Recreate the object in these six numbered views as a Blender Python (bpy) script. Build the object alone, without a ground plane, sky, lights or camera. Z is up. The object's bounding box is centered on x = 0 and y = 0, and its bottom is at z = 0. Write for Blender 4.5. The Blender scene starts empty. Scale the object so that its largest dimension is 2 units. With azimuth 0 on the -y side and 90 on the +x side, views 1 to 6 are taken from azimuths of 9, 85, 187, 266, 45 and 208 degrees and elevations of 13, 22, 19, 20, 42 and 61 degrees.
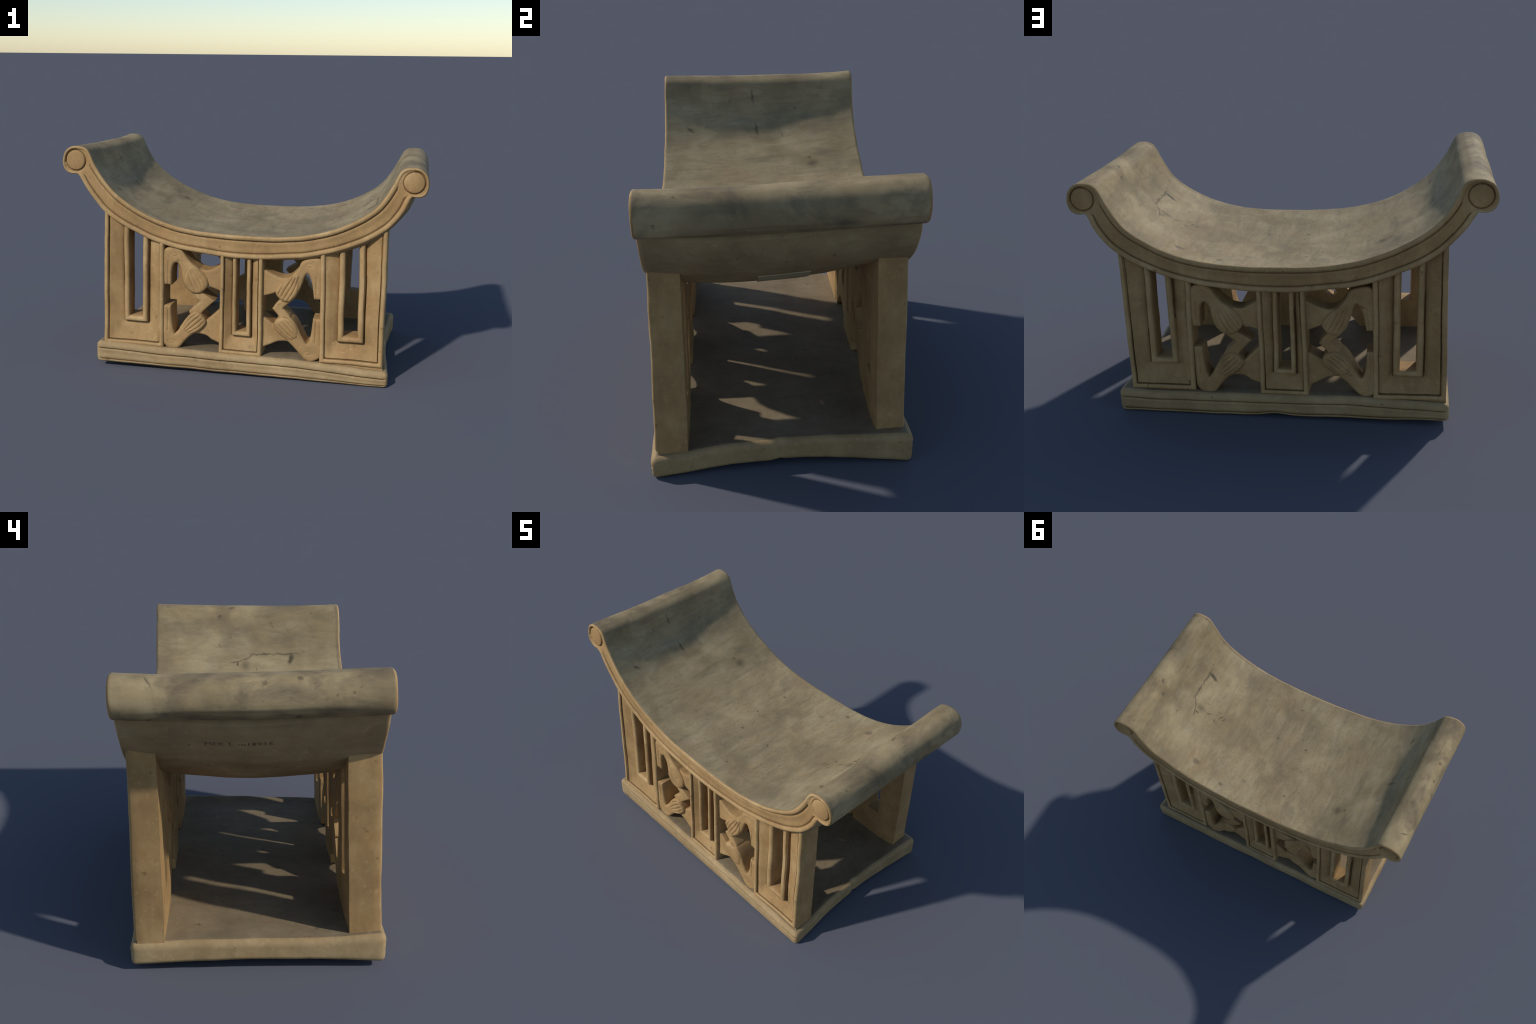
"""Carved wooden stool: curved seat with scroll ends on two pierced side panels
(slotted posts and long-beaked birds), standing on a plain rounded base board.

The stool is modelled in its own straight frame (x along the seat, y across, z up)
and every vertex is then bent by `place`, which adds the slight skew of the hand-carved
original and sets it on the ground."""
import bpy, bmesh, math
import numpy as np
from mathutils import Vector, noise
from mathutils.geometry import delaunay_2d_cdt

# ------------------------------------------------------------------ general helpers
def smooth(a, b, x):
    t = np.clip((np.asarray(x, float) - a) / (b - a), 0, 1)
    return t * t * (3 - 2 * t)

ROT_Z, TILT_Y, LIFT = math.radians(-2.0), math.radians(1.1), 0.0215

def place(P, wobble=1.0):
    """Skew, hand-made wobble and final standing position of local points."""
    P = np.asarray(P, float).copy()
    if wobble:
        W = np.array([noise.noise_vector(Vector(p) * 5.0) for p in P]) * 0.0032
        W += np.array([noise.noise_vector(Vector(p) * 17.0 + Vector((9, 3, 1))) for p in P]) * 0.0011
        P += W * wobble
    x, y, z = P[:, 0].copy(), P[:, 1].copy(), P[:, 2].copy()
    P[:, 1] += (-0.008 + 0.0195 * z) - x * (0.0035 + 0.0085 * z)
    up = smooth(0.85, 1.08, z)
    left, front = smooth(0.6, -0.6, x), smooth(0.45, -0.45, y)
    P[:, 0] += -0.021 * up 
    P[:, 1] += 0.007 * smooth(0.75, 0.95, z) * smooth(0.45, 0.85, x) * (1 - front)
    P[:, 2] += up * (left * (0.014 * front - 0.002 * (1 - front)) +
                     (1 - left) * (-0.010 * front - 0.006 * (1 - front)))
    ca, sa, cb, sb = math.cos(ROT_Z), math.sin(ROT_Z), math.cos(TILT_Y), math.sin(TILT_Y)
    x, y, z = P[:, 0].copy(), P[:, 1].copy(), P[:, 2].copy()
    x, z = cb * x + sb * z, -sb * x + cb * z
    P[:, 0], P[:, 1], P[:, 2] = ca * x - sa * y, sa * x + ca * y, z + LIFT
    return P

def turn_half(P):
    P = np.asarray(P, float).copy()
    P[:, :2] *= -1
    return P

ALL = []
def new_object(name, verts, faces, mats, parent=None, face_mats=None, normals=None, angle=38):
    me = bpy.data.meshes.new(name)
    me.from_pydata([tuple(v) for v in verts], [], [tuple(f) for f in faces])
    for m in mats:
        me.materials.append(m)
    if face_mats is not None:
        me.polygons.foreach_set('material_index', np.asarray(face_mats, np.int32))
    me.update()
    me.polygons.foreach_set('use_smooth', [True] * len(me.polygons))
    if normals is not None:
        me.normals_split_custom_set_from_vertices([tuple(n) for n in normals])
    else:
        bm = bmesh.new(); bm.from_mesh(me)
        bmesh.ops.recalc_face_normals(bm, faces=bm.faces[:])
        bm.to_mesh(me); bm.free()
        me.set_sharp_from_angle(angle=math.radians(angle))
    ob = bpy.data.objects.new(name, me)
    bpy.context.scene.collection.objects.link(ob)
    ob.parent = parent
    ALL.append(ob)
    return ob

def spline(points, step, closed=False, corner=()):
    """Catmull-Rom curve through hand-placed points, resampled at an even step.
    Points whose index is in `corner` stay sharp."""
    P = [np.array(p, float) for p in points]
    n = len(P); out = []
    for i in range(n if closed else n - 1):
        p1, p2 = P[i], P[(i + 1) % n]
        p0 = P[i - 1] if (closed or i > 0) else 2 * p1 - p2
        p3 = P[(i + 2) % n] if (closed or i + 2 < n) else 2 * p2 - p1
        if i in corner: p0 = 2 * p1 - p2
        if (i + 1) % n in corner: p3 = 2 * p2 - p1
        m = max(2, int(np.linalg.norm(p2 - p1) / step + 0.5))
        for t in np.arange(m) / m:
            out.append(0.5 * (2 * p1 + (p2 - p0) * t + (2 * p0 - 5 * p1 + 4 * p2 - p3) * t**2
                              + (3 * p1 - p0 - 3 * p2 + p3) * t**3))
    if not closed: out.append(P[-1])
    return np.array(out)

def edge_distance(Q, loop):
    """Distance of 2D points to a closed loop."""
    A, B = loop, np.roll(loop, -1, 0)
    D = B - A; L2 = (D**2).sum(1) + 1e-12
    res = np.empty(len(Q))
    for s in range(0, len(Q), 2000):
        q = Q[s:s + 2000, None, :]
        t = np.clip(((q - A) * D).sum(2) / L2, 0, 1)
        res[s:s + 2000] = np.sqrt((((A + t[..., None] * D) - q)**2).sum(2).min(1))
    return res

def inside(Q, loop):
    A, B = loop, np.roll(loop, -1, 0)
    x, y = Q[:, 0][:, None], Q[:, 1][:, None]
    c = ((A[:, 1] > y) != (B[:, 1] > y)) & (
        x < (B[:, 0] - A[:, 0]) * (y - A[:, 1]) / (B[:, 1] - A[:, 1] + 1e-15) + A[:, 0])
    return c.sum(1) % 2 == 1

def fill(loop, rings, step, circles=()):
    """Triangulate a closed outline with points on inner offset rings and an inner grid.
    The first len(loop) vertices are the loop itself. Returns points, triangles, distance."""
    area = 0.5 * np.sum(loop[:, 0] * np.roll(loop[:, 1], -1) - np.roll(loop[:, 0], -1) * loop[:, 1])
    if area < 0: loop = loop[::-1].copy()
    T = np.roll(loop, -1, 0) - np.roll(loop, 1, 0)
    N = np.stack([-T[:, 1], T[:, 0]], 1); N /= np.linalg.norm(N, axis=1)[:, None] + 1e-12
    pts = []
    for d in rings:
        Q = loop + N * d
        Q = Q[inside(Q, loop)]
        if len(Q): pts.append(Q[edge_distance(Q, loop) > d - 3e-4])
    lo, hi = loop.min(0), loop.max(0)
    gx, gy = np.meshgrid(np.arange(lo[0], hi[0], step), np.arange(lo[1], hi[1], step))
    gx = gx + (np.arange(gx.shape[0]) % 2)[:, None] * step * 0.5
    G = np.stack([gx.ravel(), gy.ravel()], 1)
    G = G[inside(G, loop)]
    for c, radii in circles:
        far = np.hypot(G[:, 0] - c[0], G[:, 1] - c[1])
        G = G[(far < min(radii) - step * .5) | (far > max(radii) + step * .5)]
        pts = [q[(np.hypot(*(q - c).T) < min(radii) - .001) | (np.hypot(*(q - c).T) > max(radii) + .001)] for q in pts]
        for r in radii:
            t = np.linspace(0, 2 * math.pi, 90, endpoint=False)
            pts.append(np.column_stack([c[0] + r * np.cos(t), c[1] + r * np.sin(t)]))
    G = G[edge_distance(G, loop) > (max(rings) if len(rings) else 0) + step * 0.6]
    pts.append(G)
    Q = np.concatenate([loop] + pts)
    n = len(loop)
    v, _, f, *_ = delaunay_2d_cdt([Vector(q) for q in Q], [], [list(range(n))], 1, 1e-6)
    V = np.array([tuple(p) for p in v])
    return V, [list(t) for t in f], edge_distance(V, loop), n

WORN = []           # filled with the paler wood along the ridges
GRIME = []          # filled with the darker wood colour along the scored lines
def slab(xz, faces, y_front, y_back, segments=4, xz_back=None):
    """Solid from a front relief: front sheet, walls and a flat back sheet."""
    n = len(xz)
    xb = xz if xz_back is None else xz_back
    count = {}
    for f in faces:
        for a, b in zip(f, list(f[1:]) + [f[0]]):
            count[(a, b)] = 1
    border = [e for e in count if (e[1], e[0]) not in count]
    V = [np.column_stack([xz[:, 0], y_front, xz[:, 1]]),
         np.column_stack([xb[:, 0], y_back, xb[:, 1]])]
    F = [list(f) for f in faces] + [[i + n for i in reversed(f)] for f in faces]
    ids = sorted({i for e in border for i in e})
    ring_of, base = [], 2 * n
    idx = np.array(ids)
    prev = {i: i for i in ids}
    for k in range(1, segments):
        t = k / segments
        y = y_front[idx] * (1 - t) + (y_back[idx]) * t
        m = xz[idx] * (1 - t) + xb[idx] * t
        V.append(np.column_stack([m[:, 0], y, m[:, 1]]))
        cur = {i: base + j for j, i in enumerate(ids)}
        F += [[b_, a_, c_, d_] for a_, b_, c_, d_ in
              ((prev[a], prev[b], cur[a], cur[b]) for a, b in border)]
        F[-len(border):] = [[f[0], f[1], f[2], f[3]] for f in F[-len(border):]]
        prev, base = cur, base + len(ids)
    F += [[prev[b], prev[a], a + n, b + n] for a, b in border]
    return np.concatenate(V), F

# ------------------------------------------------------------------ materials
class Nodes:
    """Tiny helper that writes shader node graphs."""
    def __init__(self, name):
        self.mat = bpy.data.materials.new(name); self.mat.use_nodes = True
        self.t = self.mat.node_tree
        self.bsdf = self.t.nodes['Principled BSDF']
        self.co = self.t.nodes.new('ShaderNodeTexCoord').outputs['Object']
    def link(self, a, b): self.t.links.new(a, b)
    def put(self, sock, v):
        if isinstance(v, bpy.types.NodeSocket): self.link(v, sock)
        else: sock.default_value = v
    def math(self, op, a, b=None, c=None, clamp=False):
        n = self.t.nodes.new('ShaderNodeMath'); n.operation = op; n.use_clamp = clamp
        for s, v in zip(n.inputs, (a, b, c)):
            if v is not None: self.put(s, v)
        return n.outputs[0]
    def vmath(self, op, a, b=None, out=0):
        n = self.t.nodes.new('ShaderNodeVectorMath'); n.operation = op
        self.put(n.inputs[0], a)
        if b is not None: self.put(n.inputs[1], b)
        return n.outputs[out]
    def mapping(self, co, scale=(1, 1, 1), rot=(0, 0, 0), loc=(0, 0, 0)):
        n = self.t.nodes.new('ShaderNodeMapping')
        self.link(co, n.inputs['Vector'])
        n.inputs['Scale'].default_value = scale; n.inputs['Rotation'].default_value = rot
        n.inputs['Location'].default_value = loc
        return n.outputs[0]
    def noise(self, scale, detail=4, rough=0.55, co=None, dist=0.0, color=False):
        n = self.t.nodes.new('ShaderNodeTexNoise')
        self.link(co or self.co, n.inputs['Vector'])
        n.inputs['Scale'].default_value = scale; n.inputs['Detail'].default_value = detail
        n.inputs['Roughness'].default_value = rough; n.inputs['Distortion'].default_value = dist
        return n.outputs['Color' if color else 'Fac']
    def ramp(self, fac, stops):
        n = self.t.nodes.new('ShaderNodeValToRGB')
        e = n.color_ramp.elements
        while len(e) < len(stops): e.new(0.5)
        for el, (p, c) in zip(e, stops):
            el.position = p
            el.color = (c, c, c, 1) if isinstance(c, (int, float)) else (*c, 1)
        self.link(fac, n.inputs[0])
        return n.outputs[0]
    def mix(self, fac, a, b, mode='MIX'):
        n = self.t.nodes.new('ShaderNodeMix'); n.data_type = 'RGBA'; n.blend_type = mode
        self.put(n.inputs[0], fac)
        for s, v in ((n.inputs[6], a), (n.inputs[7], b)):
            self.put(s, (*v, 1) if isinstance(v, tuple) and len(v) == 3 else v)
        return n.outputs[2]
    def finish(self, color, rough=0.6, bump=None, strength=0.2, dist=0.004, spec=0.3):
        self.put(self.bsdf.inputs['Base Color'], color)
        self.put(self.bsdf.inputs['Roughness'], rough)
        self.bsdf.inputs['Specular IOR Level'].default_value = spec
        if bump is not None:
            b = self.t.nodes.new('ShaderNodeBump')
            b.inputs['Strength'].default_value = strength; b.inputs['Distance'].default_value = dist
            self.link(bump, b.inputs['Height']); self.link(b.outputs[0], self.bsdf.inputs['Normal'])
        return self.mat

def carved_wood(name, light, mid, dark, grain=(1, 1, 1), worm=0.6):
    """Warm handled wood: cloudy tone, fine streaks along the grain, small dark flecks."""
    g = Nodes(name)
    cloud = g.noise(5.0, 6, 0.68)
    col = g.ramp(cloud, [(0.30, dark), (0.5, mid), (0.70, light)])
    streak = g.noise(26, 5, 0.65, g.mapping(g.co, grain), 0.6)
    col = g.mix(g.ramp(streak, [(0.35, 0.30), (0.62, 0.0)]), col, tuple(c * 0.62 for c in mid))
    tint = g.noise(11, 3, 0.5, g.mapping(g.co, loc=(3, 1, 7)))
    col = g.mix(g.ramp(tint, [(0.50, 0.0), (0.75, 0.28)]), col,
                (mid[0] * 1.08, mid[1] * 0.88, mid[2] * 0.78))
    pale = g.noise(38, 3, 0.6, g.mapping(g.co, loc=(5, 5, 2)))
    col = g.mix(g.ramp(pale, [(0.60, 0.0), (0.75, 0.35)]), col, tuple(min(1, c * 1.3) for c in light))
    fleck = g.noise(30, 2, 0.5, g.mapping(g.co, loc=(8, 2, 4)))
    col = g.mix(g.ramp(fleck, [(0.68, 0.0), (0.76, worm)]), col, tuple(c * 0.38 for c in mid))
    fine = g.noise(140, 3, 0.6)
    h = g.math('ADD', g.math('MULTIPLY', streak, 0.6), g.math('MULTIPLY', fine, 0.35))
    return g.finish(col, 0.68, h, 0.22, 0.004, 0.2)

def worn_seat_wood(name, marks):
    """Greyed, polished wood of the seat with stains, worm pits, knots and cracks."""
    g = Nodes(name)
    flat = g.mapping(g.co, (1, 1, 0.7))
    cloud = g.noise(3.2, 6, 0.62, flat, 0.4)
    col = g.ramp(cloud, [(0.28, (0.215, 0.160, 0.085)), (0.45, (0.305, 0.233, 0.127)),
                         (0.60, (0.375, 0.293, 0.164)), (0.75, (0.42, 0.327, 0.182))])
    warm = g.noise(4.5, 3, 0.5, g.mapping(g.co, loc=(2, 8, 3)))
    col = g.mix(g.ramp(warm, [(0.50, 0.0), (0.72, 0.55)]), col, (0.34, 0.235, 0.12))
    grey = g.noise(6.0, 4, 0.6, g.mapping(g.co, (1.0, 0.7, 1), loc=(4, 1, 9)))
    col = g.mix(g.ramp(grey, [(0.52, 0.0), (0.70, 0.42)]), col, (0.165, 0.140, 0.095))
    streak = g.noise(16, 6, 0.7, g.mapping(g.co, (1.0, 0.28, 1.0), (0, 0, 0.35)), 0.8)
    col = g.mix(g.ramp(streak, [(0.34, 0.34), (0.54, 0.0)]), col, (0.130, 0.105, 0.067))
    hair = g.noise(60, 4, 0.7, g.mapping(g.co, (1.0, 0.16, 1.0), (0, 0, 0.12)), 0.5)
    col = g.mix(g.ramp(hair, [(0.34, 0.20), (0.48, 0.0)]), col, (0.150, 0.118, 0.072))
    col = g.mix(g.ramp(hair, [(0.58, 0.0), (0.72, 0.12)]), col, (0.50, 0.43, 0.30))
    col = g.mix(g.ramp(streak, [(0.56, 0.0), (0.72, 0.30)]), col, (0.46, 0.40, 0.29))
    # grain speckle is strongest on the worn hollow in the middle of the seat
    sep = g.t.nodes.new('ShaderNodeSeparateXYZ'); g.link(g.co, sep.inputs[0])
    hollow = g.ramp(g.math('ABSOLUTE', sep.outputs[0]), [(0.25, 1.0), (0.6, 0.25)])
    speck = g.noise(75, 4, 0.7)
    sp = g.math('MULTIPLY', g.ramp(speck, [(0.56, 0.0), (0.72, 0.6)]), hollow)
    col = g.mix(sp, col, (0.10, 0.08, 0.05))
    ends = g.ramp(g.math('ABSOLUTE', sep.outputs[0]), [(0.80, 0.0), (0.90, 0.45)])
    col = g.mix(ends, col, g.mix(g.ramp(cloud, [(0.4, 0.0), (0.62, 1.0)]), (0.235, 0.165, 0.085), (0.42, 0.315, 0.165)))
    # dark patchy band in the hollow beside the rolls, dark blotches on the rolls
    far = g.math('ABSOLUTE', sep.outputs[0])
    blot = g.noise(7.0, 5, 0.65, g.mapping(g.co, (1, 0.6, 1), loc=(1, 6, 2)), 0.5)
    band = g.ramp(far, [(0.66, 0.0), (0.80, 0.45), (0.86, 0.40), (0.93, 0.9)])
    col = g.mix(g.math('MULTIPLY', band, g.ramp(blot, [(0.47, 0.0), (0.66, 0.85)])), col, (0.125, 0.097, 0.066))
    pit = g.noise(34, 2, 0.5, g.mapping(g.co, (1, 0.7, 1), loc=(7, 3, 1)))
    col = g.mix(g.math('MULTIPLY', g.ramp(pit, [(0.69, 0.0), (0.76, 0.6)]), g.ramp(far, [(0.5, 0.15), (0.88, 0.9)])), col, (0.085, 0.064, 0.038))
    # marks: soft ellipses and strokes placed on the plan of the seat
    wob = g.vmath('SCALE', g.vmath('SUBTRACT', g.noise(45, 3, 0.6, color=True), (0.5, 0.5, 0.5)))
    wob.node.inputs['Scale'].default_value = 0.022
    plan = g.vmath('MULTIPLY', g.vmath('ADD', g.co, wob), (1, 1, 0))
    total = None
    for (x, y, ang, a, b, soft, amount) in marks:
        m = g.t.nodes.new('ShaderNodeMapping'); m.vector_type = 'TEXTURE'
        g.link(plan, m.inputs['Vector'])
        m.inputs['Location'].default_value = (x, y, 0)
        m.inputs['Rotation'].default_value = (0, 0, ang)
        m.inputs['Scale'].default_value = (a, b, 1)
        r = g.vmath('LENGTH', m.outputs[0], out=1)
        s = g.t.nodes.new('ShaderNodeMapRange'); s.interpolation_type = 'SMOOTHSTEP'
        g.link(r, s.inputs['Value'])
        s.inputs['From Min'].default_value = 1.0 + soft; s.inputs['From Max'].default_value = 1.0 - soft
        s.inputs['To Max'].default_value = amount
        total = s.outputs[0] if total is None else g.math('MAXIMUM', total, s.outputs[0])
    col = g.mix(total, col, (0.062, 0.050, 0.034))
    fine = g.noise(120, 3, 0.6)
    h = g.math('ADD', g.math('MULTIPLY', streak, 0.5), g.math('MULTIPLY', fine, 0.3))
    h = g.math('SUBTRACT', h, g.math('MULTIPLY', total, 1.2))
    return g.finish(col, 0.72, h, 0.22, 0.004, 0.15)

def stroke(points, width, soft, amount):
    out = []
    for (x0, y0), (x1, y1) in zip(points[:-1], points[1:]):
        L = math.hypot(x1 - x0, y1 - y0)
        out.append(((x0 + x1) / 2, (y0 + y1) / 2, math.atan2(y1 - y0, x1 - x0), L / 2 * 1.15, width, soft, amount))
    return out

# marks on the plan of the seat: (x, y, turn, half length, half width, softness, strength)
MARKS = (stroke([(.707, -.278), (.707, -.154), (.709, -.042), (.680, .015), (.662, .076)], .0040, .7, .65)
         + stroke([(.650, .043), (.674, .039)], .004, .6, .8)
         + stroke([(.700, -.248), (.655, -.229)], .013, .5, .85)
         + stroke([(.600, .007), (.574, -.007)], .005, .6, .6) + stroke([(.552, .018), (.537, .028)], .004, .6, .6)
         + stroke([(.527, -.012), (.511, -.034)], .004, .6, .6) + stroke([(.501, -.006), (.488, -.026)], .004, .6, .6)
         + stroke([(.548, -.047), (.528, -.053)], .003, .6, .5) + stroke([(.627, -.057), (.612, -.054)], .003, .6, .5)
         + stroke([(.752, .134), (.738, .126)], .003, .6, .5) + stroke([(.050, -.104), (.020, -.026)], .0016, .8, .45)
         + [(.646, 0, 0, .026, .020, .9, .50), (.505, .339, 0, .021, .018, .6, .55), (.298, .402, 0, .014, .012, .6, .60),
            (.068, -.338, 0, .007, .006, .7, .6), (-.104, .296, 0, .008, .007, .7, .6), (.181, .310, 0, .016, .010, 1, .35),
            (.858, .064, .3, .008, .016, .7, .6), (.828, .128, 0, .005, .012, .7, .5), (.121, -.080, 0, .006, .005, .7, .6),
            (-.719, -.308, 1.0, .016, .006, .7, .65), (-.712, .025, .1, .022, .007, .7, .65), (-.808, .018, .1, .012, .007, .8, .6),
            (-.467, .277, .2, .020, .022, 1, .55), (-.512, .268, .4, .010, .005, .7, .6), (-.949, -.099, 0, .008, .008, .7, .6),
            (-.930, .410, .6, .022, .004, .8, .6),
            (-.084, -.073, 0, .005, .005, .8, .6), (-.127, .089, 0, .006, .005, .8, .6)])

# ------------------------------------------------------------------ seat
# half profiles, from the middle outwards (mirrored for the other side)
SEAT_TOP = [(0.0, 0.762), (0.18, 0.767), (0.30, 0.780), (0.387, 0.796), (0.456, 0.815), (0.525, 0.841),
            (0.59, 0.874), (0.659, 0.917), (0.711, 0.959), (0.757, 1.013), (0.788, 1.060), (0.812, 1.105),
            (0.828, 1.140)]
ROLL = [(0.844, 1.164), (0.869, 1.177), (0.902, 1.180), (0.933, 1.176), (0.963, 1.157), (0.980, 1.126),
        (0.985, 1.087), (0.973, 1.049), (0.943, 1.030)]
SEAT_UNDER = [(0.900, 1.030), (0.884, 0.998), (0.860, 0.953), (0.820, 0.898), (0.776, 0.849), (0.722, 0.809),
              (0.660, 0.772), (0.590, 0.740), (0.510, 0.707), (0.430, 0.684), (0.340, 0.664), (0.25, 0.653),
              (0.12, 0.640), (0.0, 0.636)]
ROLL_CENTRE = np.array([0.910, 1.104])

def mirrored(points):
    return [(-x, z) for x, z in points]

def under_height(x):
    pts = sorted(SEAT_UNDER)
    return np.interp(np.abs(x), [p[0] for p in pts], [p[1] for p in pts])

def under_bulge(x, y):
    """The underside hangs lower along the middle than at the carved rims."""
    yc = np.interp(x, [-0.6, 0.6], [0.02, -0.11])
    amount = 0.044 - 0.010 * smooth(0.58, 0.74, np.abs(x))
    return amount * np.clip(1 - ((y - yc) / 0.43)**2, 0, 1) * smooth(0.925, 0.905, np.abs(x))

def bead_relief(d, w):
    xs = np.array([0, .0025, .006, .011, .4, .62, .82, 1.0, 1.16, 1.4, 2.2])
    hs = np.array([-.0085, -.0040, -.0010, 0, 0, -.0012, -.0050, -.0145, -.0100, -.0095, -.0120])
    x = np.concatenate([xs[:4], xs[4:] * 0.029])
    return np.interp(d * 0.029 / w, x, hs)

def build_seat(parent, mats):
    loop_pts = (mirrored(SEAT_TOP[::-1][:-1]) + SEAT_TOP + ROLL + SEAT_UNDER +
                mirrored(SEAT_UNDER[:-1][::-1]) + mirrored(ROLL[::-1]))
    k_joint = len(SEAT_TOP) * 2 - 1 + len(ROLL)
    k_joint2 = k_joint + 2 * len(SEAT_UNDER) - 2
    loop = spline(loop_pts, 0.010, True, corner=(k_joint, k_joint2))
    V2, T, d, n = fill(loop, [.0025, .006, .011, .018, .024, .0265, .029, .031, .0335, .041], 0.009,
                       [(ROLL_CENTRE * (sx, 1), (.046, .0495, .0525, .0555, .0585, .0605)) for sx in (-1, 1)])
    loop = V2[:n]
    x, z = V2[:, 0], V2[:, 1]
    rc = np.hypot(np.abs(x) - ROLL_CENTRE[0], z - ROLL_CENTRE[1])
    on_roll = smooth(0.095, 0.070, rc)
    # the fascia leans: widest along the seat edge, narrower along its lower edge
    top_z = np.interp(np.abs(x), [p[0] for p in SEAT_TOP], [p[1] for p in SEAT_TOP])
    upper = np.array(mirrored(SEAT_TOP[::-1]) + SEAT_TOP[1:]); lower = np.array(SEAT_UNDER + mirrored(SEAT_UNDER[::-1])[1:])
    far = lambda line: np.min([segment_distance(V2, a, b) for a, b in zip(line[:-1], line[1:])], 0)
    d_up, d_low = far(upper), far(lower)
    lean = (d_low / (d_up + d_low)) * (1 - on_roll) + on_roll
    half = 0.479 + 0.004 * lean
    w = 0.029 * (1 - on_roll) + 0.0165 * on_roll
    h = bead_relief(d, w)
    disc = np.interp(rc, [0, .03, .049, .0525, .0555, .0585, .0615], [-.001, -.0015, -.004, -.0085, -.016, -.011, 0])
    h = np.where(rc < 0.0525, disc, np.where(rc < 0.0595, np.minimum(h, disc), h))
    # tags of the rim points
    zc_mid = 0.5 * (top_z + under_height(x))
    tag = np.where((rc[:n] < 0.082), 1, np.where(z[:n] > zc_mid[:n], 0, 2))   # 0 top 1 roll 2 under
    rows = 72
    s = np.linspace(-1, 1, rows)
    s = np.sign(s) * (1 - (1 - np.abs(s))**1.15)
    verts = [];
    def cap(side):
        return np.column_stack([x, side * (half + h), z])
    front, back = cap(-1), cap(1)
    verts = [front, back]
    nv = len(V2)
    grid = np.zeros((rows, n), int)
    grid[0] = np.arange(n); grid[-1] = nv + np.arange(n)
    base = 2 * nv
    for r in range(1, rows - 1):
        yy = s[r] * (half[:n] + h[:n])
        P = np.column_stack([x[:n], yy, z[:n]])
        q = 1 - (yy / 0.48)**2
        lop = .14 * smooth(.4, .7, P[:, 0])
        qd = np.clip(1 - ((yy + lop) / (.48 - lop * np.sign(yy)))**2, 0, 1)
        P[:, 2] -= np.where(tag == 0, ((0.012 + 0.010 * np.exp(-(P[:, 0] / .35)**2)) * (1 - .1 * smooth(.4, .7, P[:, 0])) + .022 * smooth(-.55, -.70, P[:, 0]) * smooth(-.84, -.76, P[:, 0])) * qd, 0) + np.where(tag == 1, 0.008 * q, 0)
        g = np.where(tag == 2, under_bulge(P[:, 0], yy), 0)
        steep = smooth(.76, .88, np.abs(P[:, 0])) * .6
        P[:, 2] -= g * (1 - .35 * steep); P[:, 0] += np.sign(P[:, 0]) * g * steep
        verts.append(P); grid[r] = base + np.arange(n); base += n
    V = np.concatenate(verts)
    F, M, cen = [], [], []
    for t in T:
        dt, rt, wt = d[t].mean(), rc[t].mean(), w[t].mean()
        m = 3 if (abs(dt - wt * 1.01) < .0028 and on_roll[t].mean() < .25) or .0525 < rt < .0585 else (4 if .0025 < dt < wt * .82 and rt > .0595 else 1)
        F.append(list(t)); M.append(m)
        F.append([nv + i for i in reversed(t)]); M.append(m)
    jn = np.roll(np.arange(n), -1)
    for r in range(rows - 1):
        for j in range(n):
            F.append([grid[r, jn[j]], grid[r, j], grid[r + 1, j], grid[r + 1, jn[j]]])
            tt = (tag[j], tag[jn[j]])
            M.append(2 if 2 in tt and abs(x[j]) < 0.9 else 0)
    P = place(V)
    tmp = bpy.data.meshes.new('tmp'); tmp.from_pydata([tuple(p) for p in P], [], F); tmp.update()
    N = np.zeros(len(P) * 3); tmp.vertices.foreach_get('normal', N); N = N.reshape(-1, 3)
    bpy.data.meshes.remove(tmp)
    C = np.array([V[f].mean(0) for f in F])
    rcf = np.hypot(np.abs(C[:, 0]) - ROLL_CENTRE[0], C[:, 2] - ROLL_CENTRE[1])
    region = np.where(rcf < 0.0815, np.where(C[:, 0] < 0, 1, 2), 0)
    M = np.array(M)
    seat = None
    for k, name in ((0, 'seat'), (1, 'scroll_roll'), (2, 'scroll_roll')):
        sel = np.nonzero(region == k)[0]
        used = np.unique(np.concatenate([F[i] for i in sel]))
        remap = {v: i for i, v in enumerate(used)}
        ob = new_object(name, P[used], [[remap[v] for v in F[i]] for i in sel], mats,
                        parent if seat is None else seat, M[sel], N[used])
        if k == 0: seat = ob
    return seat

# ------------------------------------------------------------------ side panels
def face_y(z, x, back):
    """Outer surface of a side panel: it leans in towards the top, each panel with its own twist."""
    left = np.clip((0.775 - x) / 1.55, 0, 1); up = z / 0.83
    return -0.491 + 0.030 * z + (0.011 * left * (1 - up) if back else -0.013 * left * up)

def inner_y(z, x, back):
    return (-0.369 if back else -0.361) + 0.016 * z

# left, right, slot left, slot right given as (at the base, at the seat); heights of foot and slot
FRONT_POSTS = [dict(name='slotted_post', out=((-.770, -.770), (-.423, -.428)), slot=((-.621, -.630), (-.549, -.553)),
              foot=.098, sill=.267, bead=.028, inner=.035),
         dict(name='centre_post', out=((-.107, -.112), (.131, .122)), slot=((-.012, -.021), (.042, .033)),
              foot=.096, sill=.226, bead=.025, inner=.027),
         dict(name='slotted_post', out=((.450, .429), (.789, .776)), slot=((.575, .561), (.651, .630)),
              foot=.096, sill=.249, bead=.028, inner=.036)]
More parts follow.
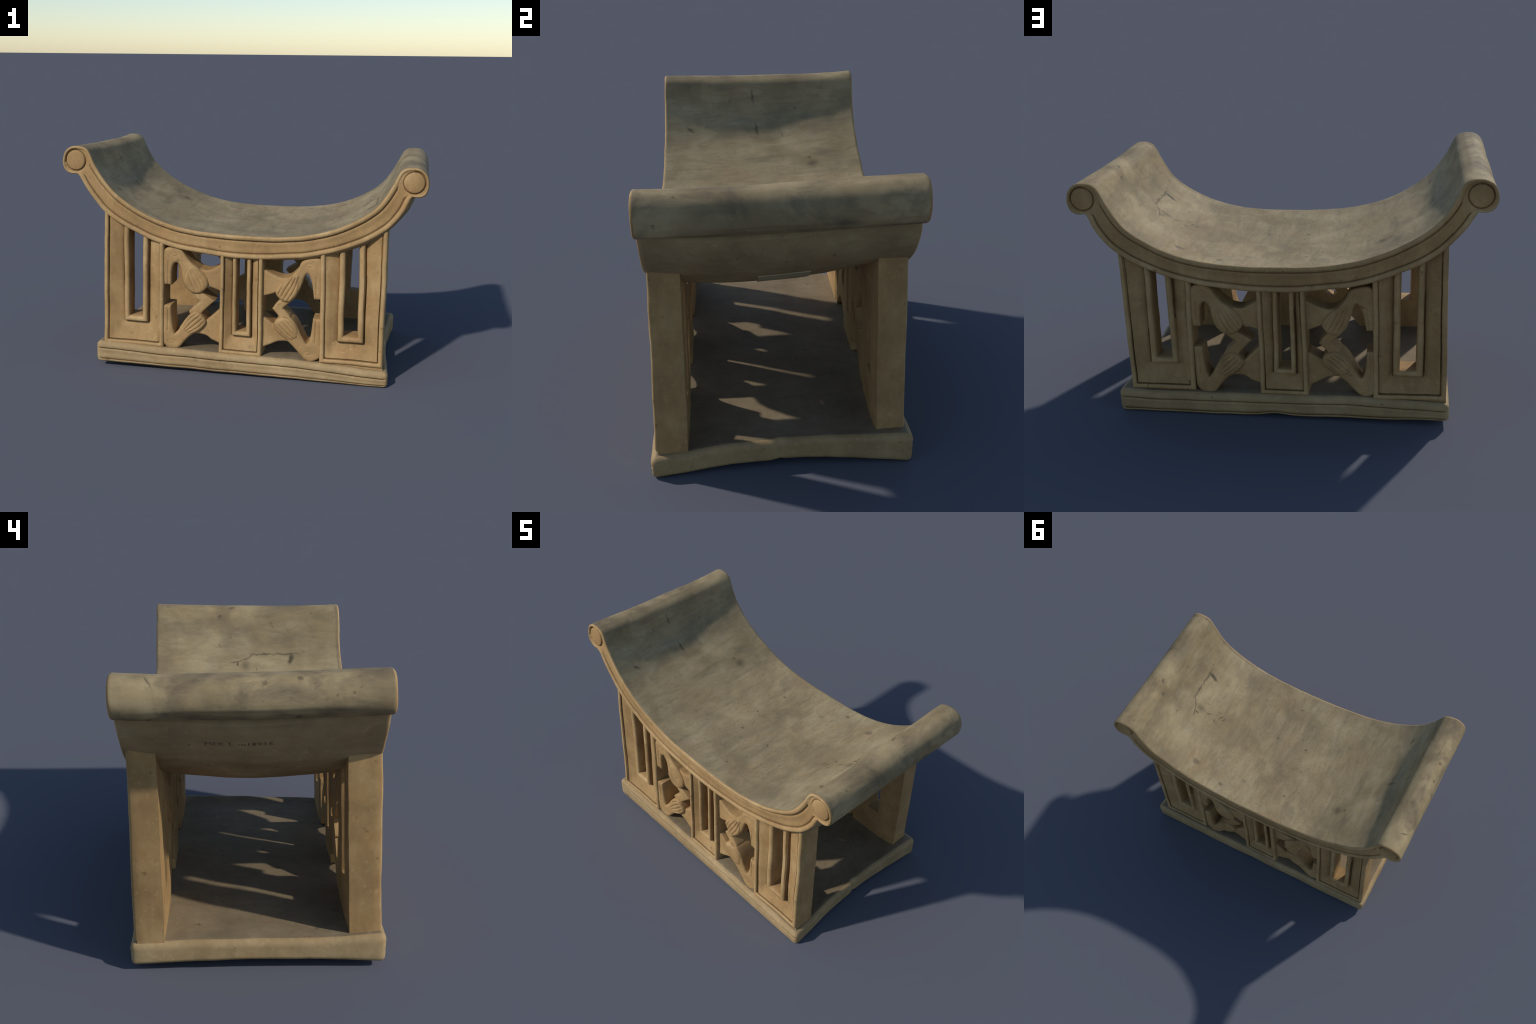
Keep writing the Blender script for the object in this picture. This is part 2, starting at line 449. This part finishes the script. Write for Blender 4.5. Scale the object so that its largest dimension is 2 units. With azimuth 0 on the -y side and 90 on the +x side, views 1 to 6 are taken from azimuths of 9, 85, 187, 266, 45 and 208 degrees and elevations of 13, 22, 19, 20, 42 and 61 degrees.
# the back panel, seen from behind: the same design cut slightly differently
BACK_POSTS = [dict(name='slotted_post', out=((-.756, -.756), (-.425, -.412)), slot=((-.618, -.606), (-.537, -.538)),
                   foot=.104, sill=.275, bead=.028, inner=.035),
              dict(name='centre_post', out=((-.098, -.093), (.140, .138)), slot=((-.007, .007), (.056, .061)),
                   foot=.097, sill=.229, bead=.025, inner=.027),
              dict(name='slotted_post', out=((.451, .456), (.797, .798)), slot=((.577, .585), (.651, .663)),
                   foot=.088, sill=.240, bead=.028, inner=.036)]

def post_relief(dO, dS, bead, inner):
    a = bead / 0.028; b = inner / 0.035
    outer = np.interp(dO, np.array([0, .003, .008, .014, .020, .0245, .0275, .0315]) * a,
                      [-.0125, -.0055, -.0012, 0, -.001, -.0056, -.0180, -.0110])
    ring = np.interp(dS, np.array([0, .004, .010, .0175, .025, .0305, .0345, .039]) * b,
                     [-.025, -.0165, -.0115, -.0100, -.0120, -.0190, -.043, -.036])
    f = np.clip((dO - .0315 * a) / np.maximum((dO - .0315 * a) + (dS - .039 * b), 1e-5), 0, 1)
    slope = -.0110 * (1 - f) - .036 * f
    return np.where(dS < .039 * b, ring, np.where(dO < .0315 * a, outer, slope))

def build_post(spec, parent, mat, back=False):
    bead, inner = spec['bead'], spec['inner']
    a, b = bead / 0.028, inner / 0.035
    z0, z1 = spec['foot'], 0.80
    at = lambda pair, z: np.interp(z, [0.1, 0.75], pair)
    def limb(width):
        o = np.array([0, .003, .008, .014, .020, .0245, .0275, .0315]) * a
        i = width - np.array([.039, .0345, .0305, .025, .0175, .010, .004, 0]) * b
        return np.concatenate([o, np.linspace(o[-1], i[0], 6)[1:-1], i]) / width
    u_left, u_right = limb(0.14 if 'slot' in spec['name'] else 0.09), None
    slot_u = np.linspace(0, 1, 7)[1:-1]
    drop = spec['sill'] - z0
    rows_low = z0 + limb(drop) * drop
    rows_high = spec['sill'] + (np.linspace(0, 1, 56)[1:]) * (z1 - spec['sill'])
    zs = np.concatenate([[z0 - 0.02], rows_low, rows_high])
    P, idx = [], {}
    ncol = len(u_left) * 2 + len(slot_u)
    X = np.zeros((len(zs), ncol)); Zg = np.zeros_like(X); H = np.zeros_like(X); DOg = np.zeros_like(X); DSg = np.zeros_like(X)
    for r, z in enumerate(zs):
        oL, oR, sL, sR = at(spec['out'][0], z), at(spec['out'][1], z), at(spec['slot'][0], z), at(spec['slot'][1], z)
        xs = np.concatenate([oL + u_left * (sL - oL), sL + slot_u * (sR - sL), sR + (1 - u_left[::-1]) * (oR - sR)])
        X[r] = xs
        top = under_height(xs) + 0.012
        if z > spec['sill']:
            t = (z - spec['sill']) / (z1 - spec['sill'])
            Zg[r] = spec['sill'] + t * (top - spec['sill'])
        else:
            Zg[r] = z
        dO = np.minimum(np.minimum(xs - oL, oR - xs), max(z - z0, 0))
        dS = np.maximum(np.maximum(sL - xs, xs - sR), spec['sill'] - z)
        H[r] = post_relief(dO, dS, bead, inner); DOg[r] = dO; DSg[r] = dS
    ids = np.arange(X.size).reshape(X.shape)
    faces = []
    cL, cR = len(u_left) - 1, len(u_left) + len(slot_u)
    sill_row = len(rows_low)
    for r in range(len(zs) - 1):
        for c in range(ncol - 1):
            if r >= sill_row and cL <= c < cR: continue
            faces.append([ids[r, c], ids[r, c + 1], ids[r + 1, c + 1], ids[r + 1, c]])
    used = np.unique(np.array(faces).ravel())
    remap = -np.ones(X.size, int); remap[used] = np.arange(len(used))
    faces = [[int(remap[i]) for i in f] for f in faces]
    xz = np.column_stack([X.ravel(), Zg.ravel()])[used]
    yf = face_y(xz[:, 1], xz[:, 0], back) - H.ravel()[used]
    # the slots open wider towards the inside
    dsu = DSg.ravel()[used]; mid = 0.5 * (at(spec['slot'][0], xz[:, 1]) + at(spec['slot'][1], xz[:, 1]))
    xzb = xz.copy(); open_ = np.clip(1 - dsu / .05, 0, 1)
    xzb[:, 0] += np.sign(xz[:, 0] - mid) * .008 * (0 if back else 1) * open_ * (xz[:, 1] > spec['sill'] - .02)
    V, F = slab(xz, faces, yf, inner_y(xz[:, 1], xz[:, 0], back), xz_back=xzb)
    if back: V = turn_half(V)
    DO, DS = DOg.ravel()[used], DSg.ravel()[used]
    dO = np.array([DO[f].mean() for f in faces]); dS = np.array([DS[f].mean() for f in faces])
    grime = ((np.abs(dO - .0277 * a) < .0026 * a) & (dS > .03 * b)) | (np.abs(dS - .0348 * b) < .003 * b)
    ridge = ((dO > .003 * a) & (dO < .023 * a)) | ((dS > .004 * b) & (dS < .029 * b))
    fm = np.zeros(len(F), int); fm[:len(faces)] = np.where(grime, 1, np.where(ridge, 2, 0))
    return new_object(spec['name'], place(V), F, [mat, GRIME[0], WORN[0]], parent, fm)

# outlines of the birds, seen from the front of a panel: beak, crown, back, rump, breast, throat
BIRDS = [
    dict(body=[(-.431, .457), (-.434, .540), (-.436, .627), (-.424, .660), (-.380, .674), (-.335, .662), (-.304, .621),
               (-.273, .586), (-.238, .562), (-.205, .535), (-.181, .495), (-.186, .458), (-.220, .430), (-.255, .423),
               (-.278, .429), (-.298, .444), (-.317, .470), (-.327, .500), (-.333, .544), (-.345, .573), (-.359, .585),
               (-.376, .573), (-.385, .530), (-.387, .457)], sharp=(0, 23),
         wing=[(-.285, .570), (-.306, .530), (-.317, .480), (-.301, .447), (-.278, .428), (-.255, .422), (-.220, .428),
               (-.188, .456), (-.180, .481), (-.197, .515), (-.228, .547), (-.258, .568)],
         axis=((-.290, .580), (-.215, .445)), grooves=(-.55, -.18, .18, .52),
         tail=[(-.255, .560), (-.225, .556), (-.183, .552), (-.148, .567), (-.095, .598), (-.095, .434), (-.141, .452),
               (-.190, .466), (-.235, .480)],
         eye=(-.369, .632), beak=((-.404, .590), (-.404, .462))),
    dict(body=[(-.431, .344), (-.430, .230), (-.429, .140), (-.415, .110), (-.383, .094), (-.339, .101), (-.301, .146),
               (-.276, .174), (-.236, .203), (-.206, .231), (-.188, .259), (-.191, .279), (-.218, .308), (-.243, .316),
               (-.273, .305), (-.293, .282), (-.313, .258), (-.333, .225), (-.347, .198), (-.363, .182), (-.374, .217),
               (-.382, .272), (-.386, .344)], sharp=(0, 19, 22),
         wing=[(-.318, .215), (-.303, .250), (-.291, .280), (-.273, .304), (-.243, .316), (-.218, .308), (-.191, .279),
               (-.188, .259), (-.206, .231), (-.238, .203), (-.280, .190)],
         axis=((-.318, .190), (-.212, .286)), grooves=(-.45, -.1, .25, .6),
         tail=[(-.240, .280), (-.187, .274), (-.152, .302), (-.095, .336), (-.095, .143), (-.154, .164), (-.185, .185),
               (-.221, .192), (-.260, .196)],
         eye=(-.381, .138), beak=((-.402, .200), (-.402, .338))),
    dict(body=[(.445, .440), (.445, .547), (.443, .630), (.424, .662), (.375, .660), (.331, .641), (.314, .606), (.291, .575),
               (.268, .551), (.236, .524), (.208, .492), (.198, .470), (.206, .446), (.226, .424), (.254, .416),
               (.283, .421), (.309, .449), (.324, .485), (.337, .520), (.347, .553), (.360, .576), (.374, .566),
               (.386, .535), (.395, .491), (.403, .440)], sharp=(0, 24),
         wing=[(.318, .570), (.321, .520), (.315, .470), (.297, .439), (.274, .419), (.235, .420), (.205, .446),
               (.197, .470), (.208, .491), (.236, .524), (.275, .555)],
         axis=((.312, .580), (.240, .440)), grooves=(-.55, -.2, .15, .5),
         tail=[(.285, .553), (.252, .545), (.220, .542), (.171, .560), (.108, .592), (.108, .428), (.161, .445),
               (.205, .462), (.250, .480)],
         eye=(.372, .622), beak=((.410, .560), (.414, .445))),
    dict(body=[(.450, .334), (.453, .228), (.455, .132), (.430, .104), (.395, .093), (.365, .107), (.344, .128),
               (.314, .160), (.283, .188), (.263, .206), (.238, .226), (.207, .252), (.193, .275), (.199, .300),
               (.219, .319), (.248, .327), (.282, .326), (.308, .300), (.334, .258), (.355, .220), (.374, .192),
               (.387, .200), (.397, .243), (.402, .299), (.404, .334)], sharp=(0, 24),
         wing=[(.325, .225), (.322, .268), (.300, .300), (.275, .322), (.248, .328), (.219, .320), (.198, .301), (.192, .275),
               (.207, .252), (.238, .226), (.285, .206)],
         axis=((.328, .200), (.224, .292)), grooves=(-.6, -.25, .1, .45),
         tail=[(.245, .280), (.191, .283), (.162, .298), (.112, .310), (.112, .138), (.176, .167), (.215, .187),
               (.255, .193), (.300, .196)],
         eye=(.385, .141), beak=((.423, .200), (.421, .326)))]
LEGS = [[(-.285, .445), (-.277, .424), (-.255, .400), (-.222, .375), (-.259, .341), (-.285, .315), (-.275, .300),
         (-.222, .300), (-.205, .322), (-.142, .384), (-.180, .408), (-.212, .428), (-.220, .445)],
        [(.290, .440), (.285, .418), (.260, .397), (.237, .374), (.257, .356), (.280, .330), (.275, .310), (.228, .310),
         (.216, .330), (.200, .346), (.179, .368), (.197, .393), (.221, .421), (.228, .440)]]

def rounded(d, r):
    t = np.clip(1 - d / r, 0, 1)
    return -r * (1 - np.sqrt(np.maximum(1 - t * t, 0)))

def segment_distance(Q, a, b):
    a, b = np.array(a), np.array(b)
    t = np.clip(((Q - a) @ (b - a)) / ((b - a) @ (b - a)), 0, 1)
    return np.linalg.norm(Q - (a + t[:, None] * (b - a)), axis=1)

RINGS = [.001, .003, .006, .010, .0145]
def relief_piece(name, loop, height, depth_back, mat, parent, back, step=0.0042):
    V2, T, d, n = fill(loop, RINGS, step)
    out = face_y(V2[:, 1], V2[:, 0], back)
    yf = out - height(V2, d)
    yb = inner_y(V2[:, 1], V2[:, 0], back) - .002 if depth_back is None else out + depth_back
    V, F = slab(V2, T, yf, yb)
    if back: V = turn_half(V)
    return new_object(name, place(V), F, [mat], parent)

def shifted(points, dx, dz):
    return [(x + dx, z + dz) for x, z in points]

# the birds of the back panel sit a little differently: shift along and up
BACK_SHIFT = [(.010, -.010), (.009, -.004), (.019, .000), (.018, .000)]

def build_bird(b, parent, mat, back, shift=(0, 0)):
    b = dict(b, eye=(b['eye'][0] + shift[0], b['eye'][1] + shift[1]),
             **{k: shifted(b[k], *shift) for k in ('body', 'wing', 'axis', 'tail', 'beak')})
    body = spline(b['body'], 0.006, True, b['sharp'])
    def body_h(Q, d):
        h = -.009 + 0.8 * rounded(d, .016)
        h -= .0045 * np.exp(-(segment_distance(Q, *b['beak']) / .0032)**2)
        e = np.abs(np.hypot((Q[:, 0] - b['eye'][0]) / .019, (Q[:, 1] - b['eye'][1]) / .0095) - 1)
        return h - .0020 * np.exp(-(e / .28)**2)
    bird = relief_piece('bird', body, body_h, None, mat, parent, back)
    w = np.array(b['wing']); w = (w - w.mean(0)) * 1.025 + w.mean(0)
    wing = spline(w, 0.005, True)
    a0, a1 = np.array(b['axis'][0]), np.array(b['axis'][1])
    L = np.linalg.norm(a1 - a0); ax = (a1 - a0) / L; nn = np.array([-ax[1], ax[0]])
    def wing_h(Q, d):
        s = ((Q - a0) @ ax) / L; v = (Q - a0) @ nn
        spread = .062 * np.sin(np.clip(s * 0.9 + .16, .05, 1) * math.pi * .62)
        h = -.001 + 0.9 * rounded(d, .020)
        for g in b['grooves']:
            h -= .0055 * np.exp(-((v - g * spread) / .0036)**2) * smooth(.02, .25, s) * smooth(1.12, .92, s)
        return h
    relief_piece('wing', wing, wing_h, .05, mat, bird, back, 0.0034)
    relief_piece('tail', spline(b['tail'], 0.007, True, (4, 5)),
                 lambda Q, d: -.023 + .7 * rounded(d, .012), None, mat, bird, back, 0.007)
    return bird

def build_panel(parent, mat, back):
    for spec in (BACK_POSTS if back else FRONT_POSTS):
        build_post(spec, parent, mat, back)
    birds = [build_bird(b, parent, mat, back, sh if back else (0, 0)) for b, sh in zip(BIRDS, BACK_SHIFT)]
    for loop, owner in zip(LEGS, (birds[0], birds[2])):
        dx = .012 if loop[0][0] < 0 else .017
        loop = shifted(loop, dx, -.008 if dx == .012 else 0) if back else loop
        relief_piece('leg', spline(loop, 0.006, True, (3, 9) if loop[0][0] < 0 else (3, 10)),
                     lambda Q, d: -.019 + .7 * rounded(d, .012), None, mat, owner, back, 0.007)

# ------------------------------------------------------------------ base board
def build_base(parent, mats):
    hx, hy, z0, z1, r = 0.811, 0.505, -0.012, 0.102, 0.027
    xs = np.concatenate([-hx + np.array([0, .004, .009, .015, .022]), np.linspace(-hx + .022, hx - .022, 120)[1:-1],
                         hx - np.array([.022, .015, .009, .004, 0])])
    ys = np.concatenate([-hy + np.array([0, .004, .009, .015, .022]), np.linspace(-hy + .022, hy - .022, 60)[1:-1],
                         hy - np.array([.022, .015, .009, .004, 0])])
    zs = np.concatenate([z0 + np.array([0, .004, .009, .013, .016, .019, .024]), np.linspace(.022, .052, 5),
                         np.array([.055, .058, .0605, .063, .067, .073]), z1 - np.array([.022, .015, .009, .004, 0])])
    bm = {}
    V, F = [], []
    def vid(i, j, k):
        key = (i, j, k)
        if key not in bm:
            bm[key] = len(V); V.append((xs[i], ys[j], zs[k]))
        return bm[key]
    nx, ny, nz = len(xs), len(ys), len(zs)
    for i in range(nx - 1):
        for j in range(ny - 1):
            F.append([vid(i, j, 0), vid(i, j + 1, 0), vid(i + 1, j + 1, 0), vid(i + 1, j, 0)])
            F.append([vid(i, j, nz - 1), vid(i + 1, j, nz - 1), vid(i + 1, j + 1, nz - 1), vid(i, j + 1, nz - 1)])
    for i in range(nx - 1):
        for k in range(nz - 1):
            F.append([vid(i, 0, k), vid(i + 1, 0, k), vid(i + 1, 0, k + 1), vid(i, 0, k + 1)])
            F.append([vid(i, ny - 1, k), vid(i, ny - 1, k + 1), vid(i + 1, ny - 1, k + 1), vid(i + 1, ny - 1, k)])
    for j in range(ny - 1):
        for k in range(nz - 1):
            F.append([vid(0, j, k), vid(0, j, k + 1), vid(0, j + 1, k + 1), vid(0, j + 1, k)])
            F.append([vid(nx - 1, j, k), vid(nx - 1, j + 1, k), vid(nx - 1, j + 1, k + 1), vid(nx - 1, j, k + 1)])
    P = np.array(V)
    C = np.array([P[f].mean(0) for f in F])
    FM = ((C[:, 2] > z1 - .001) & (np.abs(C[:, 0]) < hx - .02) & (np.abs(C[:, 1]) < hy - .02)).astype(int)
    lines = (np.abs(C[:, 2] - .060) < .0030) | (np.abs(C[:, 2] - .0080) < .0030)
    FM[lines & (np.abs(C[:, 1]) > hy - .001) & (np.abs(C[:, 0]) < hx - .02)] = 2
    # round all edges
    lo, hi = np.array([-hx + r, -hy + r, z0 + r]), np.array([hx - r, hy - r, z1 - r])
    core = np.clip(P, lo, hi); dv = P - core
    m = np.abs(dv).max(1); ln = np.linalg.norm(dv, axis=1)
    P = core + dv * (m / np.maximum(ln, 1e-9))[:, None]
    x, y, z = P[:, 0].copy(), P[:, 1].copy(), P[:, 2].copy()
    # two scored lines along the long sides, fading at the ends
    side = smooth(hy - .03, hy - .012, np.abs(y)) * smooth(hx - .004, hx - .03, np.abs(x))
    cut = .0115 * np.exp(-((z - .0600) / .0032)**2) + .0090 * np.exp(-((z - .0085) / .0032)**2)
    P[:, 1] -= np.sign(y) * side * cut
    # band between the lines is very slightly hollow
    P[:, 1] -= np.sign(y) * side * .003 * np.exp(-((z - .035) / .016)**2)
    # sagging board: ends arched, bottom uneven, right end waisted
    t = np.clip(1 - (y / .5)**2, 0, 1)
    right, left = smooth(.25, .80, x), smooth(-.35, -.80, x)
    bottom = smooth(.05, -.005, z)
    P[:, 2] += right * (.022 * t * bottom) + smooth(.62, .82, x) * (.008 * np.clip(1 - ((y - .12) / .42)**2, 0, 1) + .009 * smooth(-.05, .0, y)) * (1 - bottom)
    P[:, 2] += right * .006 * bottom * smooth(-.06, .0, y) * smooth(.45, .1, y)
    P[:, 0] -= smooth(.76, .81, x) * .012 * np.exp(-((y + .01) / .016)**2) * (1 - .4 * bottom)
    P[:, 2] -= (1 - bottom) * .010 * smooth(-.5, .4, x) * smooth(.80, .68, x) * smooth(.46, .30, np.abs(y)) + (1 - bottom) * .004 * smooth(.46, .30, np.abs(y))
    P[:, 2] -= (1 - bottom) * .006 * smooth(.0, .2, y) * smooth(.46, .36, y) * smooth(.2, -.2, x) * smooth(-.79, -.70, x)
    P[:, 2] -= right * (1 - bottom) * .020 * smooth(-.25, -.50, y)
    P[:, 2] += left * (.012 * t * bottom - .006 * t * (1 - bottom) - .020 * (1 - bottom) * smooth(.2, .5, y)
                       + .010 * (1 - bottom) * smooth(-.2, -.5, y))
    P[:, 2] += bottom * (1 - right) * (1 - left) * .010 * t
    P[:, 2] -= bottom * .005 * smooth(.1, .5, y) * smooth(.8, .3, x)
    P[:, 2] += bottom * .012 * np.exp(-((x - .03) / .07)**2) * smooth(.35, .5, y)
    P[:, 0] -= right * .020 * smooth(.70, .80, x) * t
    P[:, 0] += .010 * smooth(.70, .80, x) * smooth(.0, .5, np.abs(y))
    return new_object('base_board', place(P, 1.0), F, mats, parent, FM, angle=60)

# ------------------------------------------------------------------ inked number and tape
def under_point(s_len, y, lift):
    """Point on the underside of the left end, s_len metres up along the profile from x=-0.80."""
    pts = np.array([(-p[0], p[1]) for p in SEAT_UNDER if p[0] > 0.5][::-1])
    seg = np.linalg.norm(np.diff(pts, axis=0), axis=1); acc = np.concatenate([[0], np.cumsum(seg)])
    s0 = np.interp(0.80, -pts[:, 0], acc)
    s = s0 + s_len
    x = np.interp(s, acc, pts[:, 0]); z = np.interp(s, acc, pts[:, 1])
    e = 0.01
    tx = np.interp(s + e, acc, pts[:, 0]) - np.interp(s - e, acc, pts[:, 0])
    tz = np.interp(s + e, acc, pts[:, 1]) - np.interp(s - e, acc, pts[:, 1])
    L = np.hypot(tx, tz)
    g = under_bulge(x, y); steep = smooth(.76, .88, np.abs(x)) * .6
    z = z - g * (1 - .35 * steep); x = x + np.sign(x) * g * steep
    return np.column_stack([x - tz / L * lift, y, z + tx / L * lift])

def build_ink(parent, mat):
    cu = bpy.data.curves.new('inked_number', 'FONT')
    cu.body = 'MEK L -u18915'; cu.size = 0.026; cu.space_character = 1.05
    ob = bpy.data.objects.new('inked_number_source', cu)
    bpy.context.scene.collection.objects.link(ob)
    dg = bpy.context.evaluated_depsgraph_get()
    me = ob.evaluated_get(dg).to_mesh()
    bm = bmesh.new(); bm.from_mesh(me)
    bmesh.ops.triangulate(bm, faces=bm.faces[:])
    bmesh.ops.subdivide_edges(bm, edges=[e for e in bm.edges if e.calc_length() > .006], cuts=2)
    V = np.array([tuple(v.co) for v in bm.verts]); F = [[v.index for v in f.verts] for f in bm.faces]
    bm.free(); ob.evaluated_get(dg).to_mesh_clear()
    bpy.data.objects.remove(ob)
    w = V[:, 0].max() - V[:, 0].min()
    y = INK_Y0 - (V[:, 0] - V[:, 0].min()) * (INK_W / w)
    P = under_point(INK_S + V[:, 1] * 1.0, y, 0.0010)
    return new_object('inked_number', place(P), F, [mat], parent)

def build_tape(parent, mat):
    """Strip of paper tape stuck under the right end of the seat."""
    us, vs = np.linspace(0, 1, 12), np.linspace(0, 1, 16)
    U, W = np.meshgrid(us, vs)
    x = (0.725 - 0.15 * U).ravel(); y = (TAPE[0] + (TAPE[1] - TAPE[0]) * W).ravel()
    shell = []
    for lift in (0.0035, -0.004):
        shell.append(np.column_stack([x + lift * .5, y, under_height(x) - under_bulge(x, y) - lift]))
    n, c = len(x), len(us)
    F = []
    for r in range(len(vs) - 1):
        for k in range(c - 1):
            q = [r * c + k, r * c + k + 1, (r + 1) * c + k + 1, (r + 1) * c + k]
            F += [q, [i + n for i in reversed(q)]]
    rim = ([k for k in range(c)] + [r * c + c - 1 for r in range(1, len(vs))] +
           [n - 1 - k for k in range(1, c)] + [r * c for r in range(len(vs) - 2, 0, -1)])
    for a, b in zip(rim, rim[1:] + rim[:1]):
        F.append([b, a, a + n, b + n])
    return new_object('paper_tape', place(np.concatenate(shell)), F, [mat], parent)

TAPE = (-0.072, 0.120)
INK_Y0, INK_W, INK_S = 0.172, 0.242, 0.075

# ------------------------------------------------------------------ assembly
def main():
    stool = bpy.data.objects.new('carved_stool', None)
    bpy.context.scene.collection.objects.link(stool)
    stool['label'] = 'carved wooden stool with curved seat and pierced bird panels'
    stool['category'] = 'wooden stool'
    seat_wood = worn_seat_wood('worn_seat_wood', MARKS)
    carved = carved_wood('carved_wood', (0.478, 0.314, 0.145), (0.378, 0.235, 0.100), (0.275, 0.165, 0.069), (1, 1, 0.3))
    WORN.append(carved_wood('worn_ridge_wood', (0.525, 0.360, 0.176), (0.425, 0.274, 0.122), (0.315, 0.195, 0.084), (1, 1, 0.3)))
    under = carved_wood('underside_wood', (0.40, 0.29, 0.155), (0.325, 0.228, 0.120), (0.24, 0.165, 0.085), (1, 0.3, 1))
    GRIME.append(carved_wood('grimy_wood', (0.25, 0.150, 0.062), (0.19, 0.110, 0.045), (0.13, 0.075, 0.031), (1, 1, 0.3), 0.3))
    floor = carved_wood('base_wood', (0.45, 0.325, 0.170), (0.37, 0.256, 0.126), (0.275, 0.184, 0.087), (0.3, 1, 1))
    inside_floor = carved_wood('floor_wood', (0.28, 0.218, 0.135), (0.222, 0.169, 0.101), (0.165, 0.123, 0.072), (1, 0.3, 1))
    ink = Nodes('faded_ink')
    ink_mat = ink.finish(ink.ramp(ink.noise(60, 3), [(0.35, (0.05, 0.04, 0.028)), (0.65, (0.16, 0.12, 0.07))]), 0.8)
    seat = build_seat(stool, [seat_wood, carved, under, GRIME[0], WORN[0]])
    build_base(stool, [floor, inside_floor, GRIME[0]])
    build_panel(stool, carved, False)
    build_panel(stool, carved, True)
    build_ink(seat, ink_mat)
    tape = carved_wood('aged_paper_tape', (0.47, 0.38, 0.23), (0.42, 0.335, 0.20), (0.36, 0.28, 0.165), (1, 0.4, 1), 0.2)
    build_tape(seat, tape)
    # stand it exactly on the ground
    low = min(min(v.co.z for v in o.data.vertices) for o in ALL)
    low = max(low, 0.0)                      # the few millimetres below the floor are worn flat
    for o in ALL:
        co = np.zeros(len(o.data.vertices) * 3); o.data.vertices.foreach_get('co', co)
        co = co.reshape(-1, 3); co[:, 2] = np.maximum(co[:, 2] - low, 0)
        o.data.vertices.foreach_set('co', co.ravel()); o.data.update()

main()
